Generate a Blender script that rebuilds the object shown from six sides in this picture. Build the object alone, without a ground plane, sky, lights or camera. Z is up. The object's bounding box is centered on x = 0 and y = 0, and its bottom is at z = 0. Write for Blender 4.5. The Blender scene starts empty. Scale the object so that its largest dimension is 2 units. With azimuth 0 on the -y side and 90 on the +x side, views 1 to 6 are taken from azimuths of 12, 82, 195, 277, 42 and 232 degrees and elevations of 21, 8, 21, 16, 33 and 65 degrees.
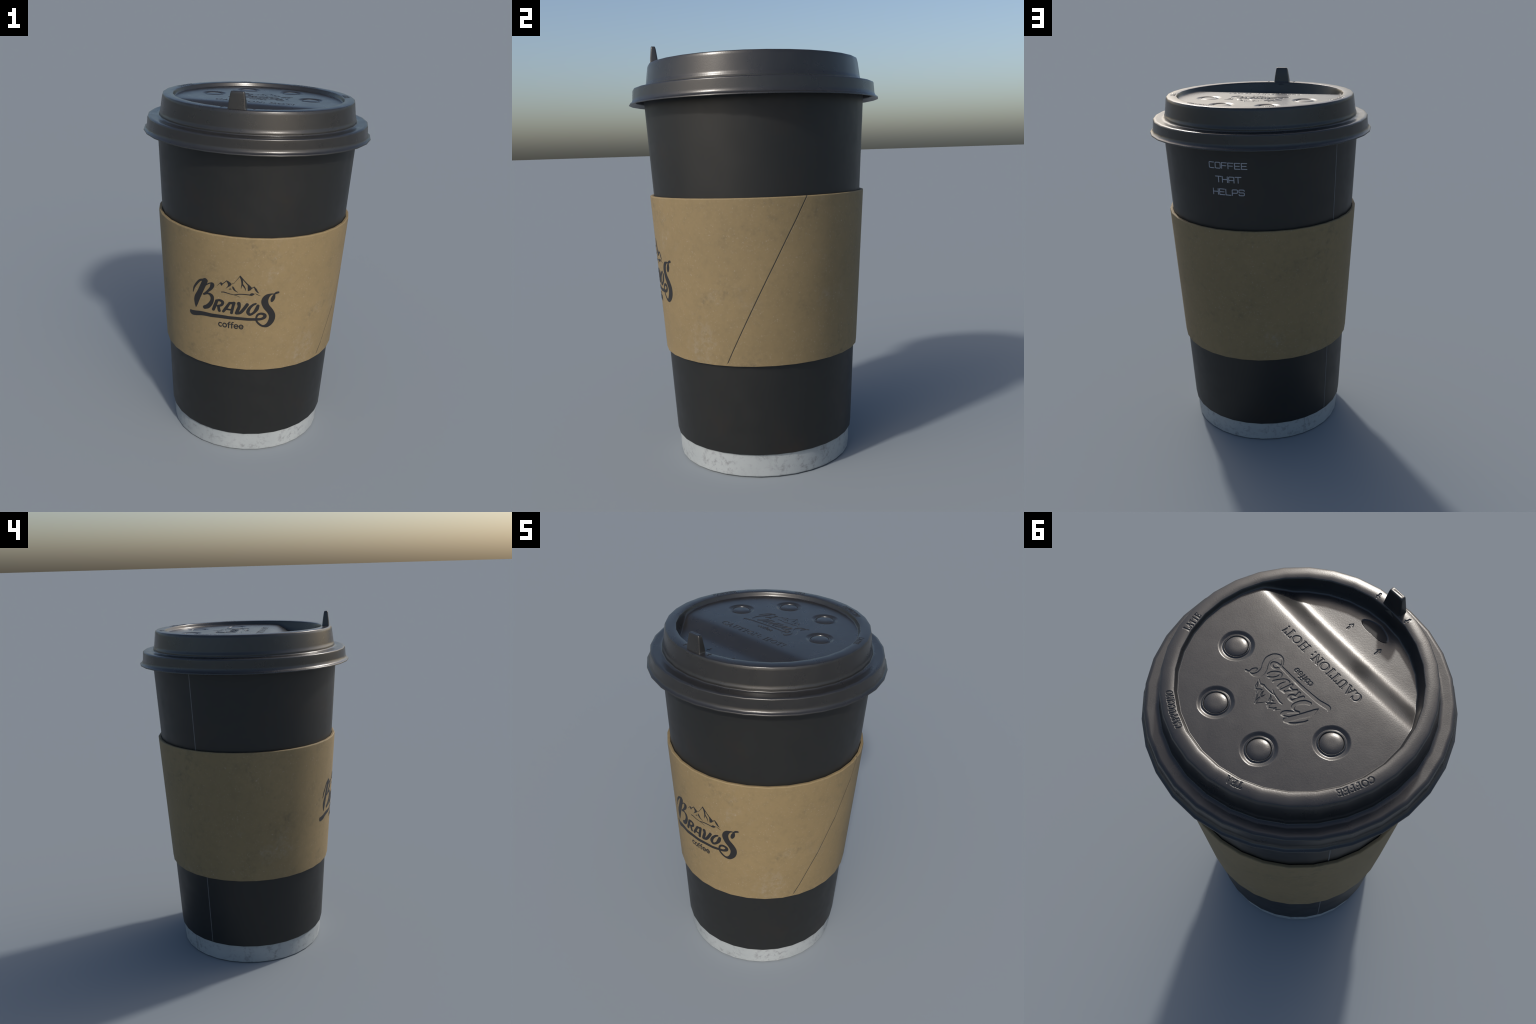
"""Takeaway coffee cup: paper cup, kraft sleeve with printed emblem, black plastic
sip lid with embossed lettering, domed buttons and a small drink stopper tab."""
import bpy, math
import numpy as np

TAU = 2 * math.pi
SIDES = 32                       # the cup is a 32-sided round: outline has short straight facets
STEP = TAU / SIDES

# ------------------------------------------------------------------ sizes (metres)
CUP_BOTTOM_Z, CUP_BOTTOM_R, CUP_SLOPE = 0.118, 0.4438, 0.0526
SLEEVE_BOTTOM_Z, SLEEVE_TOP_Z = 0.545, 1.302
SLEEVE_BOTTOM_R, SLEEVE_SLOPE = 0.4795, 0.0595
RIM_TOP = 1.9197
FLOOR_Z, WELL_Z = 1.897, 1.852


def cup_radius(z):
    return CUP_BOTTOM_R + (z - CUP_BOTTOM_Z) * CUP_SLOPE


def sleeve_radius(z):
    return SLEEVE_BOTTOM_R + (z - SLEEVE_BOTTOM_Z) * SLEEVE_SLOPE


def facet(theta):
    """radius factor that turns a circle into a 32-gon with corners at multiples of STEP"""
    return math.cos(STEP / 2) / np.cos(np.mod(theta, STEP) - STEP / 2)


# ------------------------------------------------------------------ mesh helpers
root = bpy.data.objects.new("coffee_cup", None)
bpy.context.scene.collection.objects.link(root)
root.location = (0.0, -0.0033, 0.0)
root["label"] = "black takeaway coffee cup with kraft sleeve and plastic sip lid"
root["category"] = "coffee cup"


def add_mesh(name, verts, faces, parent, mats, normals=None, mat_index=None, kind=None):
    """verts (n,3); faces: list of int arrays, each (m,3) or (m,4)"""
    me = bpy.data.meshes.new(name)
    verts = np.asarray(verts, np.float32)
    loops = np.concatenate([f.reshape(-1) for f in faces]).astype(np.int32)
    sizes = np.concatenate([np.full(len(f), f.shape[1]) for f in faces]).astype(np.int32)
    starts = np.concatenate([[0], np.cumsum(sizes)[:-1]]).astype(np.int32)
    me.vertices.add(len(verts))
    me.vertices.foreach_set("co", verts.ravel())
    me.loops.add(len(loops))
    me.loops.foreach_set("vertex_index", loops)
    me.polygons.add(len(sizes))
    me.polygons.foreach_set("loop_start", starts)
    me.polygons.foreach_set("loop_total", sizes)
    me.polygons.foreach_set("use_smooth", np.ones(len(sizes), bool))
    for m in mats:
        me.materials.append(m)
    if mat_index is not None:
        me.polygons.foreach_set("material_index", np.asarray(mat_index, np.int32))
    me.update(calc_edges=True)
    if normals is not None:
        me.normals_split_custom_set_from_vertices(np.asarray(normals, float))
    ob = bpy.data.objects.new(name, me)
    bpy.context.scene.collection.objects.link(ob)
    ob.parent = parent
    if kind:
        ob["kind"] = kind
    return ob


def grid_faces(rows, cols, closed=True, base=0, flip=False):
    i = np.arange(rows - 1)[:, None]
    j = np.arange(cols if closed else cols - 1)[None, :]
    a = i * cols + j
    b = i * cols + (j + 1) % cols
    q = np.stack([a, b, b + cols, a + cols], -1).reshape(-1, 4) + base
    return q[:, ::-1] if flip else q


def round_normals(R, T, Z):
    """vertex normals of the perfectly round surface, by central differences"""
    P = np.stack([R * np.cos(T), R * np.sin(T), Z], -1)
    dv = np.gradient(P, axis=0)
    Pw = np.concatenate([P[:, -1:], P, P[:, :1]], 1)
    du = Pw[:, 2:] - Pw[:, :-2]
    n = np.cross(du, dv)
    n /= np.linalg.norm(n, axis=-1, keepdims=True) + 1e-12
    return n


def revolve(name, R, T, Z, parent, mats, mat_index=None, pole=None, flip=False):
    """rows x cols ring grid, shaded as a true round but cut to the 32-sided outline"""
    R, T, Z = np.broadcast_arrays(R, T, Z)
    n = round_normals(R, T, Z)
    if flip:
        n = -n
    Rf = R * facet(T)
    V = np.stack([Rf * np.cos(T), Rf * np.sin(T), Z], -1)
    rows, cols = R.shape
    verts, nor = V.reshape(-1, 3), n.reshape(-1, 3)
    faces = [grid_faces(rows, cols, flip=flip)]
    if pole is not None:                       # close the first ring with a centre point
        verts = np.concatenate([verts, [[0, 0, pole]]])
        nor = np.concatenate([nor, [[0, 0, 1.0 if n[0, 0, 2] > 0 else -1.0]]])
        j = np.arange(cols)
        t = np.stack([np.full(cols, rows * cols), (j + 1) % cols, j], -1)
        faces.append(t[:, ::-1] if flip else t)
        if mat_index is not None:
            mat_index = np.concatenate([mat_index, np.zeros(cols, int)])
    return add_mesh(name, verts, faces, parent, mats, nor, mat_index)


def profile(points, arc=5, fill=None):
    """(r, z, corner_radius) polyline with rounded corners -> dense list of (r, z)"""
    P = [np.array(p[:2], float) for p in points]
    out = [P[0]]
    for i in range(1, len(P) - 1):
        rad = points[i][2] if len(points[i]) > 2 else 0.0
        a, b = P[i - 1] - P[i], P[i + 1] - P[i]
        la, lb = np.linalg.norm(a), np.linalg.norm(b)
        if rad <= 0:
            out.append(P[i]); continue
        d = min(rad, la * 0.48, lb * 0.48)
        s, e = P[i] + a / la * d, P[i] + b / lb * d
        for k in range(arc + 1):
            t = k / arc
            out.append((1 - t) ** 2 * s + 2 * t * (1 - t) * P[i] + t * t * e)
    out.append(P[-1])
    out = np.array(out)
    if fill:                                   # add points so no step is longer than `fill`
        res = [out[0]]
        for a, b in zip(out[:-1], out[1:]):
            k = max(1, int(math.ceil(np.linalg.norm(b - a) / fill)))
            for m in range(1, k + 1):
                res.append(a + (b - a) * m / k)
        out = np.array(res)
    return out


# ------------------------------------------------------------------ brush strokes
def stroke(points, n=9, smooth=True):
    """brush stroke: (x, y, width) control points -> sampled Catmull-Rom spine"""
    P = np.array(points, float)
    if not smooth or len(P) < 3:
        return P
    Q = np.concatenate([[2 * P[0] - P[1]], P, [2 * P[-1] - P[-2]]])
    out = []
    for i in range(1, len(Q) - 2):
        p0, p1, p2, p3 = Q[i - 1:i + 3]
        for k in range(n):
            t = k / n
            out.append(0.5 * (2 * p1 + (p2 - p0) * t + (2 * p0 - 5 * p1 + 4 * p2 - p3) * t * t
                              + (3 * p1 - p0 - 3 * p2 + p3) * t ** 3))
    out.append(P[-1])
    out = np.array(out)
    out[:, 2] = np.maximum(out[:, 2], P[:, 2].min() * 0.8)
    return out


def transform(strokes, sx, sy, ox=0.0, oy=0.0, sw=None, turn=0.0):
    sw = sw if sw is not None else (abs(sx) + abs(sy)) / 2
    c, s = math.cos(turn), math.sin(turn)
    res = []
    for st in strokes:
        x, y = st[:, 0] * sx, st[:, 1] * sy
        res.append(np.stack([c * x - s * y + ox, s * x + c * y + oy, st[:, 2] * sw], -1))
    return res


def stroke_distance(strokes, X, Y, reach=0.006):
    """signed distance to the union of strokes (negative inside)"""
    D = np.full(X.shape, 1.0)
    x, y, d = X.ravel(), Y.ravel(), D.ravel()
    for st in strokes:
        m = st[:, 2].max() / 2 + reach
        sel = np.nonzero((x > st[:, 0].min() - m) & (x < st[:, 0].max() + m) &
                         (y > st[:, 1].min() - m) & (y < st[:, 1].max() + m))[0]
        if not len(sel):
            continue
        px, py, best = x[sel], y[sel], d[sel]
        for a, b in zip(st[:-1], st[1:]):
            ex, ey = b[0] - a[0], b[1] - a[1]
            l2 = ex * ex + ey * ey + 1e-14
            t = np.clip(((px - a[0]) * ex + (py - a[1]) * ey) / l2, 0, 1)
            dd = np.hypot(px - a[0] - t * ex, py - a[1] - t * ey) - (a[2] + t * (b[2] - a[2])) / 2
            best = np.minimum(best, dd)
        d[sel] = best
    return d.reshape(X.shape)


def printed_mark(name, strokes, surface, parent, mat, cell=0.0011, lift=0.0009, sink=0.0006):
    """thin raised print: strokes filled on a grid, outline smoothed by interpolation, wrapped on"""
    lo = np.min([(s[:, :2] - s[:, 2:] / 2).min(0) for s in strokes], 0) - 3 * cell
    hi = np.max([(s[:, :2] + s[:, 2:] / 2).max(0) for s in strokes], 0) + 3 * cell
    nx, ny = (np.ceil((hi - lo) / cell).astype(int) + 1)
    X, Y = np.meshgrid(lo[0] + np.arange(nx) * cell, lo[1] + np.arange(ny) * cell)
    D = stroke_distance(strokes, X, Y, reach=3 * cell)
    inside = D < 0
    pts, index, tris, rim = [], {}, [], []

    def corner(i, j):
        k = (i, j)
        if k not in index:
            index[k] = len(pts); pts.append((X[i, j], Y[i, j]))
        return index[k]

    def cut(i, j, k, l):
        key = (i, j, k, l) if (i, j) < (k, l) else (k, l, i, j)
        if key not in index:
            a, b = D[i, j], D[k, l]
            t = min(max(a / (a - b), 0.03), 0.97)
            index[key] = len(pts)
            pts.append((X[i, j] + (X[k, l] - X[i, j]) * t, Y[i, j] + (Y[k, l] - Y[i, j]) * t))
        return index[key]

    any_in = inside[:-1, :-1] | inside[1:, :-1] | inside[:-1, 1:] | inside[1:, 1:]
    for i, j in zip(*np.nonzero(any_in)):
        ring = [(i, j), (i, j + 1), (i + 1, j + 1), (i + 1, j)]
        poly = []
        for a in range(4):
            p, q = ring[a], ring[(a + 1) % 4]
            if inside[p]:
                poly.append((corner(*p), False))
            if inside[p] != inside[q]:
                poly.append((cut(*p, *q), bool(inside[p])))
        for a in range(1, len(poly) - 1):
            tris.append((poly[0][0], poly[a][0], poly[a + 1][0]))
        for a in range(len(poly)):
            if poly[a][1]:                      # leaving the filled side: rim edge follows
                rim.append((poly[a][0], poly[(a + 1) % len(poly)][0]))
    pts = np.array(pts)
    top, nor = surface(pts[:, 0], pts[:, 1], lift)
    low, _ = surface(pts[:, 0], pts[:, 1], -sink)
    n = len(pts)
    rim = np.array(rim)
    walls = np.stack([rim[:, 1], rim[:, 0], rim[:, 0] + n, rim[:, 1] + n], -1)
    return add_mesh(name, np.concatenate([top, low]), [np.array(tris), walls], parent, [mat],
                    np.concatenate([nor, nor]), kind=None)


# ---- the emblem: bold brush lettering, underline and a mountain, in millimetres on the sleeve
EMBLEM = {
    "lettering": [
        # tall B
        [(-158, 98, 30), (-170, 72, 30), (-190, 28, 30), (-211, -16, 33), (-216, -45, 21), (-218, -69, 2)],
        [(-235, 16, 4), (-227, 43, 10), (-209, 71, 12), (-191, 92, 12), (-172, 100, 12), (-152, 100, 19)],
        [(-154, 75, 6), (-135, 89, 6), (-122, 95, 5)],
        [(-121, 95, 7), (-116, 85, 22), (-123, 65, 18), (-140, 46, 13), (-158, 28, 10), (-167, 20, 11)],
        [(-167, 20, 11), (-141, 30, 10), (-121, 22, 19), (-117, 1, 19), (-126, -23, 22), (-143, -44, 24), (-164, -56, 20)],
        # R
        [(-92, -2, 16), (-101, -28, 18), (-111, -55, 16)],
        [(-95, -1, 12), (-76, 4, 13), (-60, -3, 16), (-65, -20, 14), (-87, -32, 11)],
        [(-83, -30, 15), (-81, -46, 16), (-78, -56, 16)],
        # A
        [(-23, -3, 13), (-41, -33, 16), (-56, -56, 14)],
        [(0, 1, 15), (-6, -27, 15), (-12, -58, 15)],
        [(-23, -2, 13), (1, 0, 14)],
        [(-37, -40, 10), (-12, -40, 9)],
        # V
        [(25, 0, 19), (27, -18, 17), (19, -42, 18), (13, -57, 15)],
        [(68, -2, 17), (53, -27, 17), (35, -51, 16), (16, -59, 12)],
        # O
        [(111, 4, 10), (96, -4, 13), (80, -23, 16), (73, -46, 18), (84, -59, 14), (103, -48, 14),
         (117, -27, 20), (123, -8, 16)],
        # long S running into the underline through a loop
        [(224, 66, 11), (214, 64, 12), (202, 57, 7)],
        [(204, 54, 9), (199, 37, 21), (194, 23, 17), (192, 14, 3)],
        [(203, 58, 5), (186, 58, 9), (166, 45, 25), (156, 20, 35), (165, -10, 34), (188, -40, 33),
         (200, -69, 34), (195, -98, 32), (178, -120, 23), (156, -126, 12), (137, -117, 11), (121, -99, 10),
         (117, -80, 10), (124, -60, 12), (142, -53, 13), (160, -60, 16), (160, -73, 18), (144, -84, 14),
         (118, -87, 15)],
    ],
    "underline": [
        [(-258, -100, 8), (-249, -110, 26), (-220, -105, 27), (-184, -97, 24), (-121, -92, 21),
         (-46, -88, 19), (25, -87, 17), (118, -87, 15)],
    ],
    "mountain": [
        [(-93, 82, 1), (-76, 101, 3), (-70, 106, 4)],
        [(-71, 105, 4), (-67, 99, 12), (-66, 89, 1)],
        [(-64, 98, 4), (-39, 122, 4)],
        [(-39, 122, 4), (-28, 111, 14), (-24, 104, 16), (-31, 92, 6), (-44, 77, 1)],
        [(-17, 106, 3), (-2, 112, 1.5)],
        [(-2, 112, 1.5), (28, 156, 3)],
        [(28, 155, 6), (49, 131, 5), (69, 109, 6)],
        [(29, 152, 7), (37, 133, 9), (39, 113, 8), (36, 98, 4), (34, 85, 1)],
        [(39, 112, 7), (50, 97, 7), (56, 85, 4), (57, 75, 1)],
        [(70, 110, 6), (75, 98, 15), (77, 90, 19), (69, 76, 1)],
        [(85, 90, 5), (99, 100, 4)],
        [(99, 100, 4), (108, 85, 10), (116, 72, 7), (125, 64, 1)],
        [(-8, 93, 4), (-5, 85, 9), (2, 74, 7), (10, 68, 4), (19, 63, 1)],
        [(-28, 74, 1), (-21, 79, 5), (-14, 76, 1)],
        [(-68, 53, 4), (-52, 55, 5), (-24, 51, 4), (0, 47, 3), (15, 43, 2), (32, 36, 1)],
        [(0, 48, 3), (22, 53, 5), (51, 55, 5), (78, 54, 5), (87, 51, 5)],
        [(78, 53, 4), (89, 57, 14), (103, 60, 2)],
        [(106, 63, 1), (116, 57, 3), (133, 49, 1)],
    ],
}


def arc_points(cx, cy, rx, ry, a0, a1, w, n=14, thick=0.0):
    """elliptic arc; `thick` widens it where it runs upright"""
    a = np.radians(np.linspace(a0, a1, n))
    return [(cx + rx * math.cos(t), cy + ry * math.sin(t), w + thick * abs(math.cos(t)) ** 1.5) for t in a]


def plain_word(word):
    """lower-case sans letters c o f e, x-height 1"""
    w, x, out = 0.235, 0.0, []
    for ch in word:
        if ch == "c":
            out.append(arc_points(x + .45, .5, .36, .42, 52, 308, w)); adv = .86
        elif ch == "o":
            out.append(arc_points(x + .47, .5, .38, .42, 0, 360, w, 24)); adv = 1.04
        elif ch == "f":
            out.append([(x + .24, .08, w), (x + .24, 1.05, w), (x + .32, 1.30, w * .9), (x + .56, 1.36, w * .8)])
            out.append([(x + .02, .9, w * .8), (x + .5, .9, w * .8)]); adv = .62
        elif ch == "e":
            out.append(arc_points(x + .46, .5, .37, .42, 0, 318, w, 22))
            out.append([(x + .1, .5, w * .8), (x + .82, .5, w * .8)]); adv = 1.0
        x += adv
    return [stroke(s, smooth=False) for s in out], x


def serif_word(word):
    """roman capitals with thick and thin strokes and slab serifs, height 1"""
    T, t, s = 0.17, 0.085, 0.075
    x, out = 0.0, []
    for ch in word:
        L = []
        if ch == "C":
            L = [arc_points(.46, .5, .36, .45, 42, 318, t, 18, T - t),
                 [(.76, .95, s), (.76, .68, s)], [(.76, .08, s), (.76, .28, s)]]; adv = .92
        elif ch == "O":
            L = [arc_points(.48, .5, .38, .45, 0, 360, t, 26, T - t)]; adv = 1.02
        elif ch == "A":
            L = [[(.12, .05, t), (.42, .98, t)], [(.42, .96, T), (.74, .05, T)], [(.22, .34, t), (.62, .34, t)],
                 [(.0, .04, s), (.26, .04, s)], [(.6, .04, s), (.92, .04, s)]]; adv = .98
        elif ch == "U":
            L = [[(.2, .96, T), (.2, .3, T), (.28, .1, .13), (.46, .04, t), (.63, .12, t), (.7, .32, t), (.7, .96, t)],
                 [(.04, .96, s), (.36, .96, s)], [(.56, .96, s), (.84, .96, s)]]; adv = .96
        elif ch == "T":
            L = [[(.4, .04, T), (.4, .96, T)], [(.04, .95, t), (.76, .95, t)], [(.04, .95, s), (.04, .74, s)],
                 [(.76, .95, s), (.76, .74, s)], [(.24, .04, s), (.56, .04, s)]]; adv = .88
        elif ch == "I":
            L = [[(.22, .04, T), (.22, .96, T)], [(.06, .04, s), (.38, .04, s)], [(.06, .96, s), (.38, .96, s)]]; adv = .52
        elif ch == "N":
            L = [[(.16, .04, t), (.16, .95, t)], [(.16, .94, T), (.76, .06, T)], [(.76, .04, t), (.76, .96, t)],
                 [(.02, .04, s), (.32, .04, s)], [(.0, .96, s), (.2, .96, s)], [(.62, .96, s), (.9, .96, s)]]; adv = 1.0
        elif ch == "H":
            L = [[(.2, .04, T), (.2, .96, T)], [(.72, .04, T), (.72, .96, T)], [(.2, .5, t), (.72, .5, t)]]
            for cx in (.2, .72):
                L += [[(cx - .17, y, s), (cx + .17, y, s)] for y in (.04, .96)]
            adv = 1.02
        elif ch in "EFL":
            L = [[(.2, .04, T), (.2, .96, T)], [(.04, .04, s), (.38, .04, s)], [(.04, .96, s), (.38, .96, s)]]
            if ch in "EF":
                L += [[(.2, .95, t), (.68, .95, t)], [(.68, .95, s), (.68, .76, s)], [(.2, .52, t), (.54, .52, t)],
                      [(.54, .62, s), (.54, .42, s)]]
            if ch in "EL":
                L += [[(.2, .05, t), (.72, .05, t)], [(.72, .05, s), (.72, .26, s)]]
            adv = .84
        elif ch == "P":
            L = [[(.2, .04, T), (.2, .96, T)], [(.04, .04, s), (.4, .04, s)], [(.04, .95, t), (.3, .95, t)],
                 arc_points(.34, .72, .34, .23, 90, -90, t, 12, T - t), [(.2, .49, t), (.36, .49, t)]]; adv = .82
        elif ch == ":":
            L = [[(.14, .12, .18), (.141, .12, .18)], [(.14, .55, .18), (.141, .55, .18)]]; adv = .40
        elif ch == "!":
            L = [[(.16, .1, .17), (.161, .1, .17)], [(.16, .32, .07), (.16, .92, .17)]]; adv = .36
        elif ch == " ":
            adv = .42
        for st in L:
            out.append(np.array([(px + x, py, pw) for px, py, pw in st], float))
        x += adv
    return out, x


def techno_word(word):
    """thin square capitals with rounded corners, height 1, width 1"""
    w, c, pitch, x, out = 0.125, 0.16, 1.02, 0.0, []

    def path(pts):
        P = [np.array(p, float) for p in pts]
        res = [P[0]]
        for a, b, d in zip(P[:-2], P[1:-1], P[2:]):
            ua, ud = (a - b) / np.linalg.norm(a - b), (d - b) / np.linalg.norm(d - b)
            for k in range(5):
                q = k / 4
                res.append((1 - q) ** 2 * (b + ua * c) + 2 * q * (1 - q) * b + q * q * (b + ud * c))
        res.append(P[-1])
        return [(p[0] + x, p[1], w) for p in res]

    lo, hi, l, r = .06, .94, .07, .87
    for ch in word:
        line = lambda *p: [(q[0] + x, q[1], w) for q in p]
        if ch == "C":
            L = [path([(r, hi), (l, hi), (l, lo), (r, lo)])]
        elif ch == "O":
            L = [path([(.5, hi), (l, hi), (l, lo), (r, lo), (r, hi), (.5, hi)])]
        elif ch == "F":
            L = [line((l, lo), (l, hi), (r, hi)), line((l, .5), (r - .1, .5))]
        elif ch == "E":
            L = [line((r, hi), (l, hi), (l, lo), (r, lo)), line((l, .5), (r - .1, .5))]
        elif ch == "T":
            L = [line((l - .05, hi), (r + .05, hi)), line((.47, hi), (.47, lo))]
        elif ch == "H":
            L = [line((l, lo), (l, hi)), line((r, lo), (r, hi)), line((l, .5), (r, .5))]
        elif ch == "A":
            L = [path([(l, lo), (l, hi), (r, hi), (r, lo)]), line((l, .42), (r, .42))]
        elif ch == "L":
            L = [line((l, hi), (l, lo), (r, lo))]
        elif ch == "P":
            L = [path([(l, lo), (l, hi), (r, hi), (r, .42), (l, .42)])]
        elif ch == "S":
            L = [path([(r, .76), (r, hi), (l, hi), (l, .5), (r, .5), (r, lo), (l, lo), (l, .24)])]
        out += [np.array(s, float) for s in L]
        x += pitch
    return out, x - pitch + .94


def centred(word_strokes, width, height, length, cx, cy, turn=0.0):
    """scale a word (height 1, natural width `length`) to width x height, centred at cx, cy"""
    st = [np.stack([s[:, 0] - length / 2, s[:, 1] - .5, s[:, 2]], -1) for s in word_strokes]
    return transform(st, width / length, height, cx, cy, turn=turn)


emblem_strokes = {k: [stroke(s) for s in v] for k, v in EMBLEM.items()}
coffee_word, coffee_len = plain_word("coffee")


# ------------------------------------------------------------------ materials
class Nodes:
    def __init__(self, name):
        self.mat = bpy.data.materials.new(name)
        self.mat.use_nodes = True
        self.t = self.mat.node_tree
        self.bsdf = self.t.nodes["Principled BSDF"]
        self.coord = self.t.nodes.new("ShaderNodeTexCoord")

    def link(self, a, b):
        self.t.links.new(a, b)

    def noise(self, scale, detail=4, rough=0.55, stretch=None, offset=0.0):
        n = self.t.nodes.new("ShaderNodeTexNoise")
        n.inputs["Scale"].default_value = scale
        n.inputs["Detail"].default_value = detail
        n.inputs["Roughness"].default_value = rough
        m = self.t.nodes.new("ShaderNodeMapping")
        m.inputs["Location"].default_value = (offset, offset * .7, offset * 1.3)
        if stretch:
            m.inputs["Scale"].default_value = stretch
        self.link(self.coord.outputs["Object"], m.inputs["Vector"])
        self.link(m.outputs["Vector"], n.inputs["Vector"])
        return n.outputs["Fac"]

    def ramp(self, fac, stops):
        r = self.t.nodes.new("ShaderNodeValToRGB")
        el = r.color_ramp.elements
        while len(el) < len(stops):
            el.new(0.5)
        for e, (p, c) in zip(el, stops):
            e.position = p
            e.color = c if len(c) == 4 else (*c, 1)
        self.link(fac, r.inputs["Fac"])
        return r.outputs["Color"]

    def grey(self, fac, lo, hi, a=0.0, b=1.0):
        return self.ramp(fac, [(lo, (a, a, a)), (hi, (b, b, b))])

    def math(self, op, a, b):
        m = self.t.nodes.new("ShaderNodeMath")
        m.operation = op
        for k, v in enumerate((a, b)):
            if isinstance(v, (int, float)):
                m.inputs[k].default_value = v
            else:
                self.link(v, m.inputs[k])
        return m.outputs[0]

    def mix(self, fac, a, b, mode="MIX"):
        m = self.t.nodes.new("ShaderNodeMix")
        m.data_type = "RGBA"
        m.blend_type = mode
        for sock, v in ((m.inputs[0], fac), (m.inputs[6], a), (m.inputs[7], b)):
            if isinstance(v, (int, float)):
                sock.default_value = v
            elif isinstance(v, tuple):
                sock.default_value = (*v, 1) if len(v) == 3 else v
            else:
                self.link(v, sock)
        return m.outputs[2]

    def bump(self, height, strength, distance):
        b = self.t.nodes.new("ShaderNodeBump")
        b.inputs["Strength"].default_value = strength
        b.inputs["Distance"].default_value = distance
        self.link(height, b.inputs["Height"])
        self.link(b.outputs["Normal"], self.bsdf.inputs["Normal"])

    def set(self, **kw):
        for k, v in kw.items():
            s = self.bsdf.inputs[k.replace("_", " ")]
            if isinstance(v, (int, float)):
                s.default_value = v
            elif isinstance(v, tuple):
                s.default_value = (*v, 1)
            else:
                self.link(v, s)
        return self.mat


def plastic(name):
    n = Nodes(name)
    cloud = n.noise(9, 4, .6)
    col = n.ramp(cloud, [(.3, (.0145, .0143, .0146)), (.7, (.0185, .0182, .018))])
    rough = n.grey(n.noise(14, 5, .6, offset=3.1), .3, .7, .26, .32)
    n.bump(n.noise(200, 2, .5), .12, .0014)
    return n.set(Base_Color=col, Roughness=rough, Specular_IOR_Level=.62)


def black_card(name):
    n = Nodes(name)
    cloud = n.grey(n.noise(3.2, 5, .6, offset=5.0), .55, .72)
    col = n.mix(cloud, (.0085, .0090, .0087), (.0135, .0102, .0080))
    rough = n.grey(n.noise(11, 4, .6), .3, .7, .44, .52)
    n.bump(n.noise(240, 2, .5), .06, .001)
    return n.set(Base_Color=col, Roughness=rough)


def kraft(name):
    n = Nodes(name)
    base = n.ramp(n.noise(2.6, 4, .55), [(.3, (.187, .138, .067)), (.7, (.213, .156, .076))])
    grey_blotch = n.math("MULTIPLY", n.grey(n.noise(5.5, 6, .7, offset=2.3), .52, .70),
                         n.grey(n.noise(38, 5, .7, offset=1.2), .45, .68))
    mottle = n.grey(n.noise(26, 6, .75, offset=11.0), .46, .72)
    base = n.mix(n.math("MULTIPLY", mottle, .28), base, (.115, .092, .050))
    base = n.mix(n.math("MULTIPLY", grey_blotch, .7), base, (.090, .076, .045))
    fibre = n.grey(n.noise(98, 3, .7, offset=7.7), .595, .70)
    patch = n.grey(n.noise(13, 4, .65, offset=4.4), .36, .64, .12, 1.0)
    base = n.mix(n.math("MULTIPLY", n.math("MULTIPLY", fibre, patch), .55), base, (.31, .27, .205))
    dust = n.math("MULTIPLY", n.grey(n.noise(3.4, 6, .65, offset=9.1), .60, .75), n.grey(n.noise(45, 4, .7), .42, .66))
    base = n.mix(n.math("MULTIPLY", dust, .55), base, (.27, .245, .20))
    n.bump(n.noise(130, 4, .6), .10, .0012)
    return n.set(Base_Color=base, Roughness=.72)


def white_card(name):
    n = Nodes(name)
    base = n.ramp(n.noise(4, 4, .6), [(.3, (.275, .303, .315)), (.7, (.325, .350, .360))])
    speck = n.math("MULTIPLY", n.grey(n.noise(34, 5, .7, offset=3.0), .50, .66), n.grey(n.noise(8, 5, .6, offset=6.0), .36, .60))
    base = n.mix(n.math("MULTIPLY", speck, .72), base, (.14, .145, .15))
    fine = n.grey(n.noise(110, 3, .6, offset=8.0), .63, .72)
    base = n.mix(n.math("MULTIPLY", fine, .22), base, (.15, .152, .155))
    return n.set(Base_Color=base, Roughness=.6)


def flat(name, col, rough, grain=.12):
    n = Nodes(name)
    c = n.mix(n.noise(60, 3, .6), tuple(v * (1 - grain) for v in col), tuple(v * (1 + grain) for v in col))
    return n.set(Base_Color=c, Roughness=rough)


M_LID = plastic("black_plastic")
M_CUP = black_card("black_card")
M_KRAFT = kraft("kraft_card")
M_WHITE = white_card("white_card")
M_INK = flat("dark_ink", (.0125, .0120, .0125), .5)
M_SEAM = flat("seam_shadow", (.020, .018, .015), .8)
M_PALE = flat("pale_grey_ink", (.31, .325, .365), .6)
M_EDGE = flat("card_edge", (.105, .108, .114), .55)
M_SEAM_GREY = flat("grey_seam", (.11, .115, .115), .8)
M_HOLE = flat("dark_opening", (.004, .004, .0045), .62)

# ------------------------------------------------------------------ cup body
T256 = np.linspace(0, TAU, 256, endpoint=False)[None, :]


def lathe(name, pts, parent, mats, pole=None, flip=False):
    return revolve(name, pts[:, :1], T256, pts[:, 1:], parent, mats, pole=pole, flip=flip)


body = lathe("cup_body", profile([
    (.405, .110), (CUP_BOTTOM_R - .002, .1135, .003), (CUP_BOTTOM_R, .1185, .003), (cup_radius(1.79), 1.79, .006),
    (.51, 1.80)], fill=.05), root, [M_CUP])
foot = lathe("base_ring", profile([
    (.02, .022), (.409, .022, .004), (.413, .0, .003), (.4245, .0, .0010), (.4297, .0055, .0015), (.4348, .116)],
    fill=.02), root, [M_WHITE], pole=.022)


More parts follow.
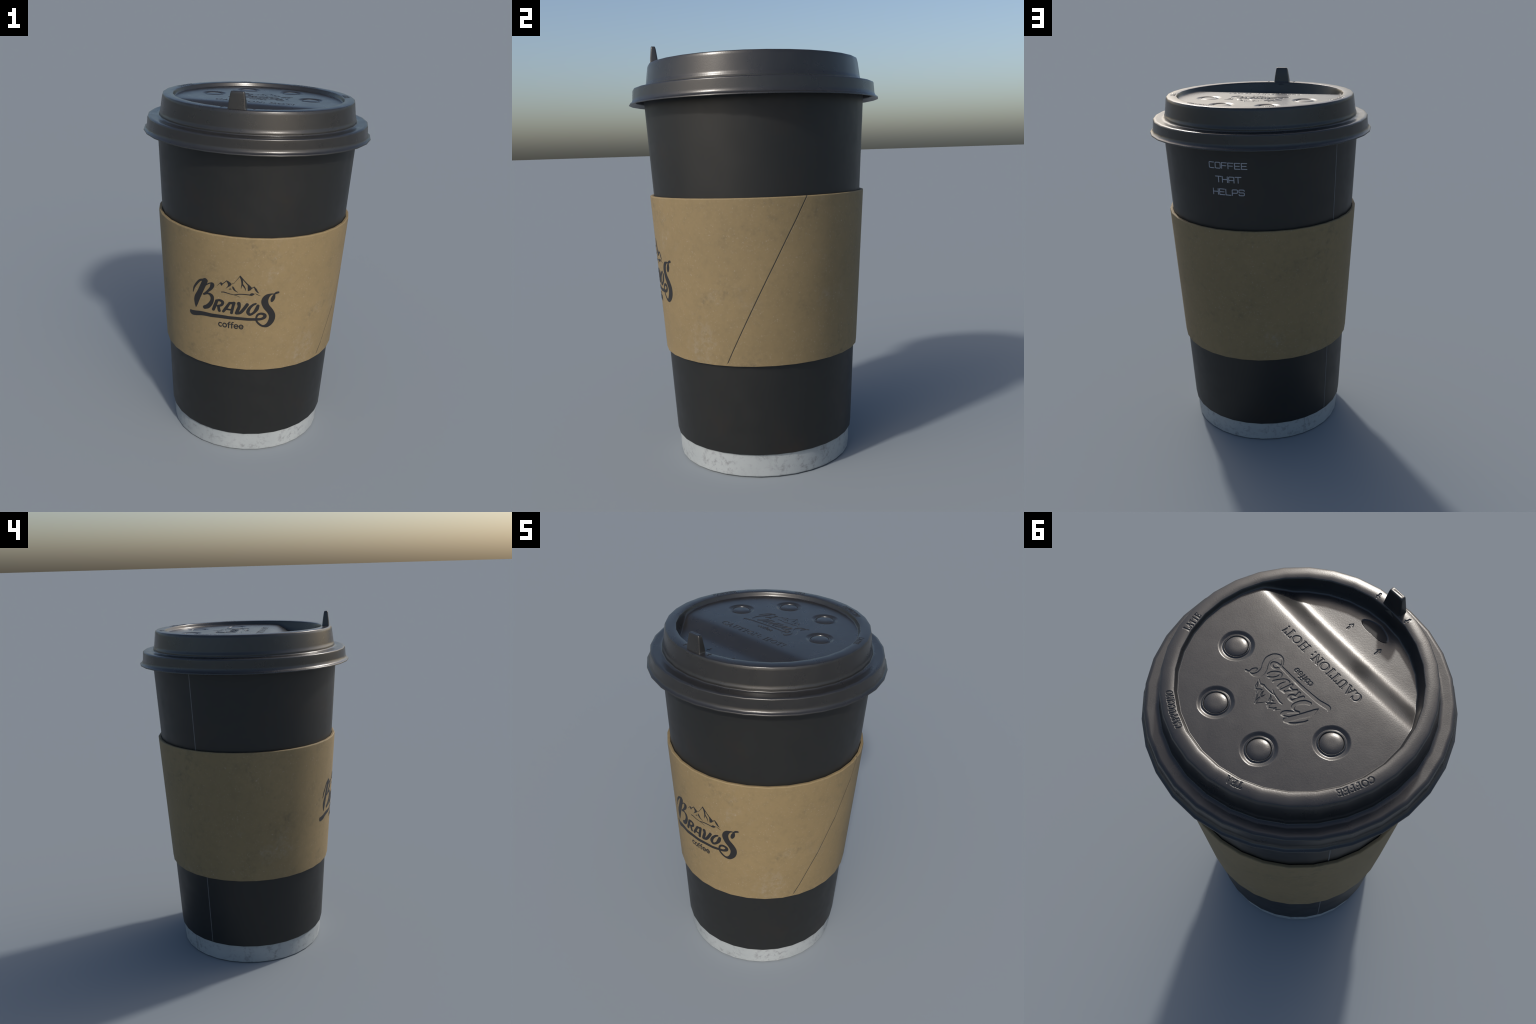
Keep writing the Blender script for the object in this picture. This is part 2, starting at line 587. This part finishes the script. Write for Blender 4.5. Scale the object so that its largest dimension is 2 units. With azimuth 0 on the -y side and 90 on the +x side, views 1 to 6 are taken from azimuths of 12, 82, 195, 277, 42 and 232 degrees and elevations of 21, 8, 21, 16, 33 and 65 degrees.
def on_cup(theta, z, off):
    r = (cup_radius(z) + off) * facet(theta)
    p = np.stack([r * np.cos(theta), r * np.sin(theta), z], -1)
    n = np.stack([np.cos(theta), np.sin(theta), 0 * z - CUP_SLOPE], -1)
    return p, n / np.linalg.norm(n, axis=-1, keepdims=True)


def strip(name, theta_of_z, z0, z1, width, surface, off, parent, mat):
    """narrow raised band that climbs a round surface"""
    z = np.linspace(z0, z1, 60)[:, None]
    u = np.array([-.5, -.42, .42, .5])[None, :]
    h = np.array([-.0008, off, off, -.0008])[None, :]
    th = theta_of_z(z) + u * width / .48
    P, N = surface(th, z + 0 * u, 0.0)
    P = P + N * h[..., None] * np.ones_like(z)[..., None]
    return add_mesh(name, P.reshape(-1, 3), [grid_faces(60, 4, closed=False)], parent, [mat], N.reshape(-1, 3))


strip("paper_seam", lambda z: np.radians(153.3 + (1.713 - z) / 1.59 * 1.5), .120, 1.78, .0048, on_cup, .0007, body, M_EDGE)


def on_foot(theta, z, off):
    r = (.4295 + (z - .005) * .0477 + off) * facet(theta)
    p = np.stack([r * np.cos(theta), r * np.sin(theta), z], -1)
    n = np.stack([np.cos(theta), np.sin(theta), 0 * z], -1)
    return p, n


strip("base_seam", lambda z: np.radians(135.2) + 0 * z, .006, .114, .0022, on_foot, .0005, foot, M_SEAM_GREY)

# slogan on the back of the cup
SLOGAN_ANGLE, SLOGAN_R = math.radians(87.6), .522
slogan = []
for text, cz, width in (("COFFEE", 1.6385, .203), ("THAT", 1.5675, .136), ("HELPS", 1.5025, .171)):
    st, length = techno_word(text)
    slogan += centred(st, width, .0335, length, -.0025 if text == "HELPS" else 0.0, cz)


def slogan_surface(s, z, off):
    return on_cup(SLOGAN_ANGLE + s / SLOGAN_R, z, off)


printed_mark("printed_slogan", slogan, slogan_surface, body, M_PALE, cell=.0009, lift=.0007)

# ------------------------------------------------------------------ sleeve
SEAM_LO, SEAM_HI = math.radians(-26.9), math.radians(17.5)


def seam_angle(z):
    return SEAM_LO + (z - SLEEVE_BOTTOM_Z) / (SLEEVE_TOP_Z - SLEEVE_BOTTOM_Z) * (SEAM_HI - SEAM_LO)


def build_sleeve():
    b, t = SLEEVE_BOTTOM_Z, SLEEVE_TOP_Z
    outer = profile([
        (cup_radius(b) - .003, b + .003), (sleeve_radius(b), b, .0015),
        (sleeve_radius(t), t, .011), (cup_radius(t) + .003, t - .0015, .0025), (cup_radius(t) - .002, t - .006)],
        arc=6, fill=.012)
    phi = np.linspace(0, TAU, 1024, endpoint=False)
    near = np.arange(-14, 15) * .0004 / .5
    phi = np.unique(np.concatenate([phi[(phi > near[-1] + .003) & (phi < TAU + near[0] - .003)], np.mod(near, TAU)]))
    off = np.where(phi > math.pi, phi - TAU, phi) * .5          # metres along the wall from the seam
    z = outer[:, 1:] + 0 * phi[None, :]
    T = phi[None, :] + seam_angle(np.clip(z, b, t))
    live = np.clip((z - b - .010) / .003, 0, 1)
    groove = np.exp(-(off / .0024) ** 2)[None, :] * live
    wall = (outer[:, :1] > sleeve_radius(outer[:, 1:]) - .006)
    R = outer[:, :1] - .0016 * groove * wall
    lip = np.where(off > 0, np.exp(-off / .004), 0)[None, :] * live * wall   # overlapping edge stands slightly proud
    R = R + .0006 * lip
    rows, cols = R.shape
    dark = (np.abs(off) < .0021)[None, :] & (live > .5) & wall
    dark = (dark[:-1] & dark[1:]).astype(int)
    inner_lip = (outer[:, 0] < cup_radius(t) + .0030) & (outer[:, 1] > t - .02)     # black band coloured along the lip's inner edge
    dark[inner_lip[1:]] = 2
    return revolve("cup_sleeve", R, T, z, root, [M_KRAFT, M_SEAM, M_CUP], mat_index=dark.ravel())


sleeve = build_sleeve()

EMBLEM_ANGLE, EMBLEM_Z, EMBLEM_R = math.radians(-87.42), .9387, .50


def on_sleeve(s, z, off):
    th = EMBLEM_ANGLE + s / EMBLEM_R
    r = (sleeve_radius(z) + off) * facet(th)
    p = np.stack([r * np.cos(th), r * np.sin(th), z], -1)
    n = np.stack([np.cos(th), np.sin(th), 0 * z - SLEEVE_SLOPE], -1)
    return p, n / np.linalg.norm(n, axis=-1, keepdims=True)


MM = .001
printed_mark("printed_lettering", transform(emblem_strokes["lettering"] + emblem_strokes["underline"], MM, MM, 0, EMBLEM_Z),
             on_sleeve, sleeve, M_INK)
printed_mark("printed_mountain", transform(emblem_strokes["mountain"], MM, MM, 0, EMBLEM_Z), on_sleeve, sleeve, M_INK, cell=.0009)
printed_mark("printed_word", transform(coffee_word, .139 / coffee_len, .0265, -.084, EMBLEM_Z - .149), on_sleeve, sleeve, M_INK,
             cell=.0009)

# ------------------------------------------------------------------ lid
BUTTONS = [(.265, .080), (.124, .2875), (-.121, .2885), (-.266, .080)]
BUTTON_R = .0455
HOLE = (0.0, -.386)


def sm_max(a, b, k):
    h = np.clip(.5 + .5 * (a - b) / k, 0, 1)
    return b + (a - b) * h + k * h * (1 - h)


def engraving():
    """strokes pressed into the lid floor, and (angle * R, radius) strokes pressed into the rim"""
    fl = []
    for part in ("lettering", "underline", "mountain"):
        fl += transform(emblem_strokes[part], .000665, .00070, .010, .0745)
    fl += transform(coffee_word, .139 * .665 / coffee_len, .0265 * .72, .010 - .084 * .665, .0745 - .149 * .70)
    st, ln = serif_word("CAUTION: HOT!")
    fl += centred(st, .418, .037, ln, .003, -.109)
    arrow = [np.array(p) for p in ([(0, .44, .20), (0, -.34, .20)], [(-.20, -.10, .13), (0, -.46, .08)], [(.20, -.10, .13), (0, -.46, .08)],
                                   [(-.16, -.12, .14), (.16, -.12, .14)])]
    for x in (-.077, .077):
        fl += transform(arrow, .034, .034, x, -.324)
    rim = []
    for word, a0, a1, r in (("LATTE", 23.6, 13.2, .4685), ("CAPPUCCINO", 76.2, 56.6, .4685),
                            ("TEA", 115.6, 107.6, .4705), ("COFFEE", 171.6, 154.6, .4715)):
        st, ln = serif_word(word)
        mid, span = math.radians((a0 + a1) / 2), math.radians(a0 - a1) * .47
        # words run clockwise, tops outward: x -> -angle
        rim += transform(centred(st, span, .026, ln, 0, 0), -1, 1, mid * .47, r, sw=1)
    for a in (-80.5, -99.5):
        rim += transform(arrow, .030, .030, math.radians(a) * .47, .4705)
    return fl, rim


def lid_top(R, T, flat_only=False):
    X, Y = R * np.cos(T), R * np.sin(T)
    ridge = -.166 - .04 * X * X
    foot = -.246 - .06 * X * X
    s = (ridge - Y) / (ridge - foot)
    w = .27
    slope = (np.sqrt(s * s + w * w) - np.sqrt((s - 1) ** 2 + w * w) + 1) / 2
    z = FLOOR_Z - (FLOOR_Z - WELL_Z) * slope
    for bx, by in BUTTONS:
        d = np.hypot(X - bx, Y - by)
        dip = np.clip(1 - (d - .052) / .018, 0, 1)              # soft dish round the button
        z = z - .0056 * dip * dip * (3 - 2 * dip)
        z = z + .0040 * np.clip((.0530 - d) / .0065, 0, 1) - .0052 * np.clip((BUTTON_R + .0008 - d) / .0030, 0, 1)
    wall = 1.9150 + (R - .4486) * 4.4
    z = sm_max(z, wall, .024)
    crest = RIM_TOP - .0022 * (np.clip((.472 - R) / .020, 0, 1.6) ** 2 + .6 * np.clip((R - .472) / .020, 0, 2) ** 2)
    return -sm_max(-z, -crest, .010)


def build_lid():
    radii = np.concatenate([np.arange(.004, .424, .00115), np.arange(.424, .4535, .0009), np.arange(.4535, .4955, .0010)])
    cols = 1600
    T = np.linspace(0, TAU, cols, endpoint=False)[None, :]
    R = radii[:, None] + 0 * T
    Z = lid_top(R, T)
    # pressed-in lettering
    fl, rim = engraving()
    X, Y = R * np.cos(T), R * np.sin(T)

    def press(D, edge, depth):
        q = np.clip(-D / edge + .45, 0, 1)
        return depth * q * q * (3 - 2 * q)

    k = radii < .415
    Z[k] -= press(stroke_distance(fl, X[k], Y[k]), .0030, .0023)
    k = radii > .448
    A = (np.where(T < math.radians(-140), T + TAU, T) + 0 * R)
    A = np.where(A > math.radians(220), A - TAU, A)
    Z[k] -= press(stroke_distance(rim, A[k] * .47, R[k]), .0020, .0026)
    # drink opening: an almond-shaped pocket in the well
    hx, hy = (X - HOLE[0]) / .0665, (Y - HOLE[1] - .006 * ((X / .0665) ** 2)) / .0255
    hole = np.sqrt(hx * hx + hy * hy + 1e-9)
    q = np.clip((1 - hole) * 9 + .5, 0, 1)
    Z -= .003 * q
    # outside wall, bead, ledge, skirt and flared lip
    out = profile([
        (radii[-1], float(lid_top(np.array([[radii[-1]]]), 0.0)[0, 0])), (.5022, 1.9165, .004), (.5060, 1.9060, .006),
        (.5163, 1.8300, .006), (.5216, 1.8175, .0045), (.5215, 1.8065, .0050), (.5340, 1.8030, .006),
        (.5700, 1.8058, .006), (.5812, 1.8020, .0055), (.5850, 1.7530, .009), (.5895, 1.7410, .0075), (.6006, 1.7345, .0020),
        (.6018, 1.7285, .0020), (.5975, 1.7285, .001), (.5770, 1.7430, .004), (.5720, 1.7850, .006), (.5300, 1.7930, .004), (.52, 1.78)],
        arc=5, fill=.012)[1:]
    Rall = np.concatenate([R, out[:, :1] + 0 * T])
    Zall = np.concatenate([Z, out[:, 1:] + 0 * T])
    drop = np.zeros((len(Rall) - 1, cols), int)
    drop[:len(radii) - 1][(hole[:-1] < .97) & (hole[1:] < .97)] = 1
    # rings run outward and then down: flip so faces look out
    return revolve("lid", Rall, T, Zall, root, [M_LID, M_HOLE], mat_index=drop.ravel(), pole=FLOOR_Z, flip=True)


lid = build_lid()


def build_button_mesh():
    a = np.linspace(0, TAU, 96, endpoint=False)[None, :]
    prof = profile([(.002, .0002)] + [(r, .0002 - .0050 * (r / .0445) ** 3.4) for r in np.linspace(.004, .0445, 14)] + [(.0448, -.012)], arc=8)
    R, Z = prof[:, :1] + 0 * a, prof[:, 1:] + 0 * a
    n = -round_normals(R, a + 0 * R, Z)
    V = np.stack([R * np.cos(a), R * np.sin(a), Z], -1).reshape(-1, 3)
    V = np.concatenate([V, [[0, 0, .0002]]])
    N = np.concatenate([n.reshape(-1, 3), [[0, 0, 1]]])
    j = np.arange(96)
    cap = np.stack([np.full(96, len(V) - 1), j, (j + 1) % 96], -1)
    return V, [grid_faces(len(prof), 96, flip=True), cap], N


bv, bf, bn = build_button_mesh()
first = None
for bx, by in BUTTONS:
    if first is None:
        ob = add_mesh("button", bv, bf, lid, [M_LID], bn)
        first = ob
    else:
        ob = first.copy()
        bpy.context.scene.collection.objects.link(ob)
        ob.parent = lid
    ob.location = (bx, by, FLOOR_Z - .0004)


def build_stopper():
    """tapered tab: stacked rounded rectangles from a flared foot to a slightly dished top"""
    levels = [  # z, half width x, y front, y back, corner
        (1.903, .0540, -.4915, -.4435, .006), (1.913, .0490, -.4915, -.4480, .006), (1.9180, .0452, -.4915, -.4515, .006),
        (1.926, .0432, -.4905, -.4530, .006), (1.945, .0412, -.4895, -.4550, .006), (1.988, .0345, -.4845, -.4610, .005),
        (1.9955, .0328, -.4840, -.4632, .005), (1.9990, .0305, -.4825, -.4645, .004), (2.0000, .0275, -.4800, -.4670, .003),
        (1.9990, .0200, -.4765, -.4705, .002)]
    per = 6
    V = []
    for z, hx, y0, y1, c in levels:
        for k, (sx, sy) in enumerate(((1, 0), (1, 1), (-1, 1), (-1, 0))):
            cx, cy = sx * (hx - c), (y1 - c if sy else y0 + c)
            for m in range(per + 1):
                a = math.radians(-90 + k * 90 + 90 * m / per)
                V.append((cx + c * math.cos(a), cy + c * math.sin(a), z))
    cols = 4 * (per + 1)
    V = np.array(V)
    n = len(V)
    V = np.concatenate([V, [[0, (levels[-1][2] + levels[-1][3]) / 2, 1.9988]]])
    j = np.arange(cols)
    top = (len(levels) - 1) * cols
    cap = np.stack([top + j, top + (j + 1) % cols, np.full(cols, n)], -1)
    return add_mesh("stopper_tab", V, [grid_faces(len(levels), cols), cap], lid, [M_LID])


build_stopper()
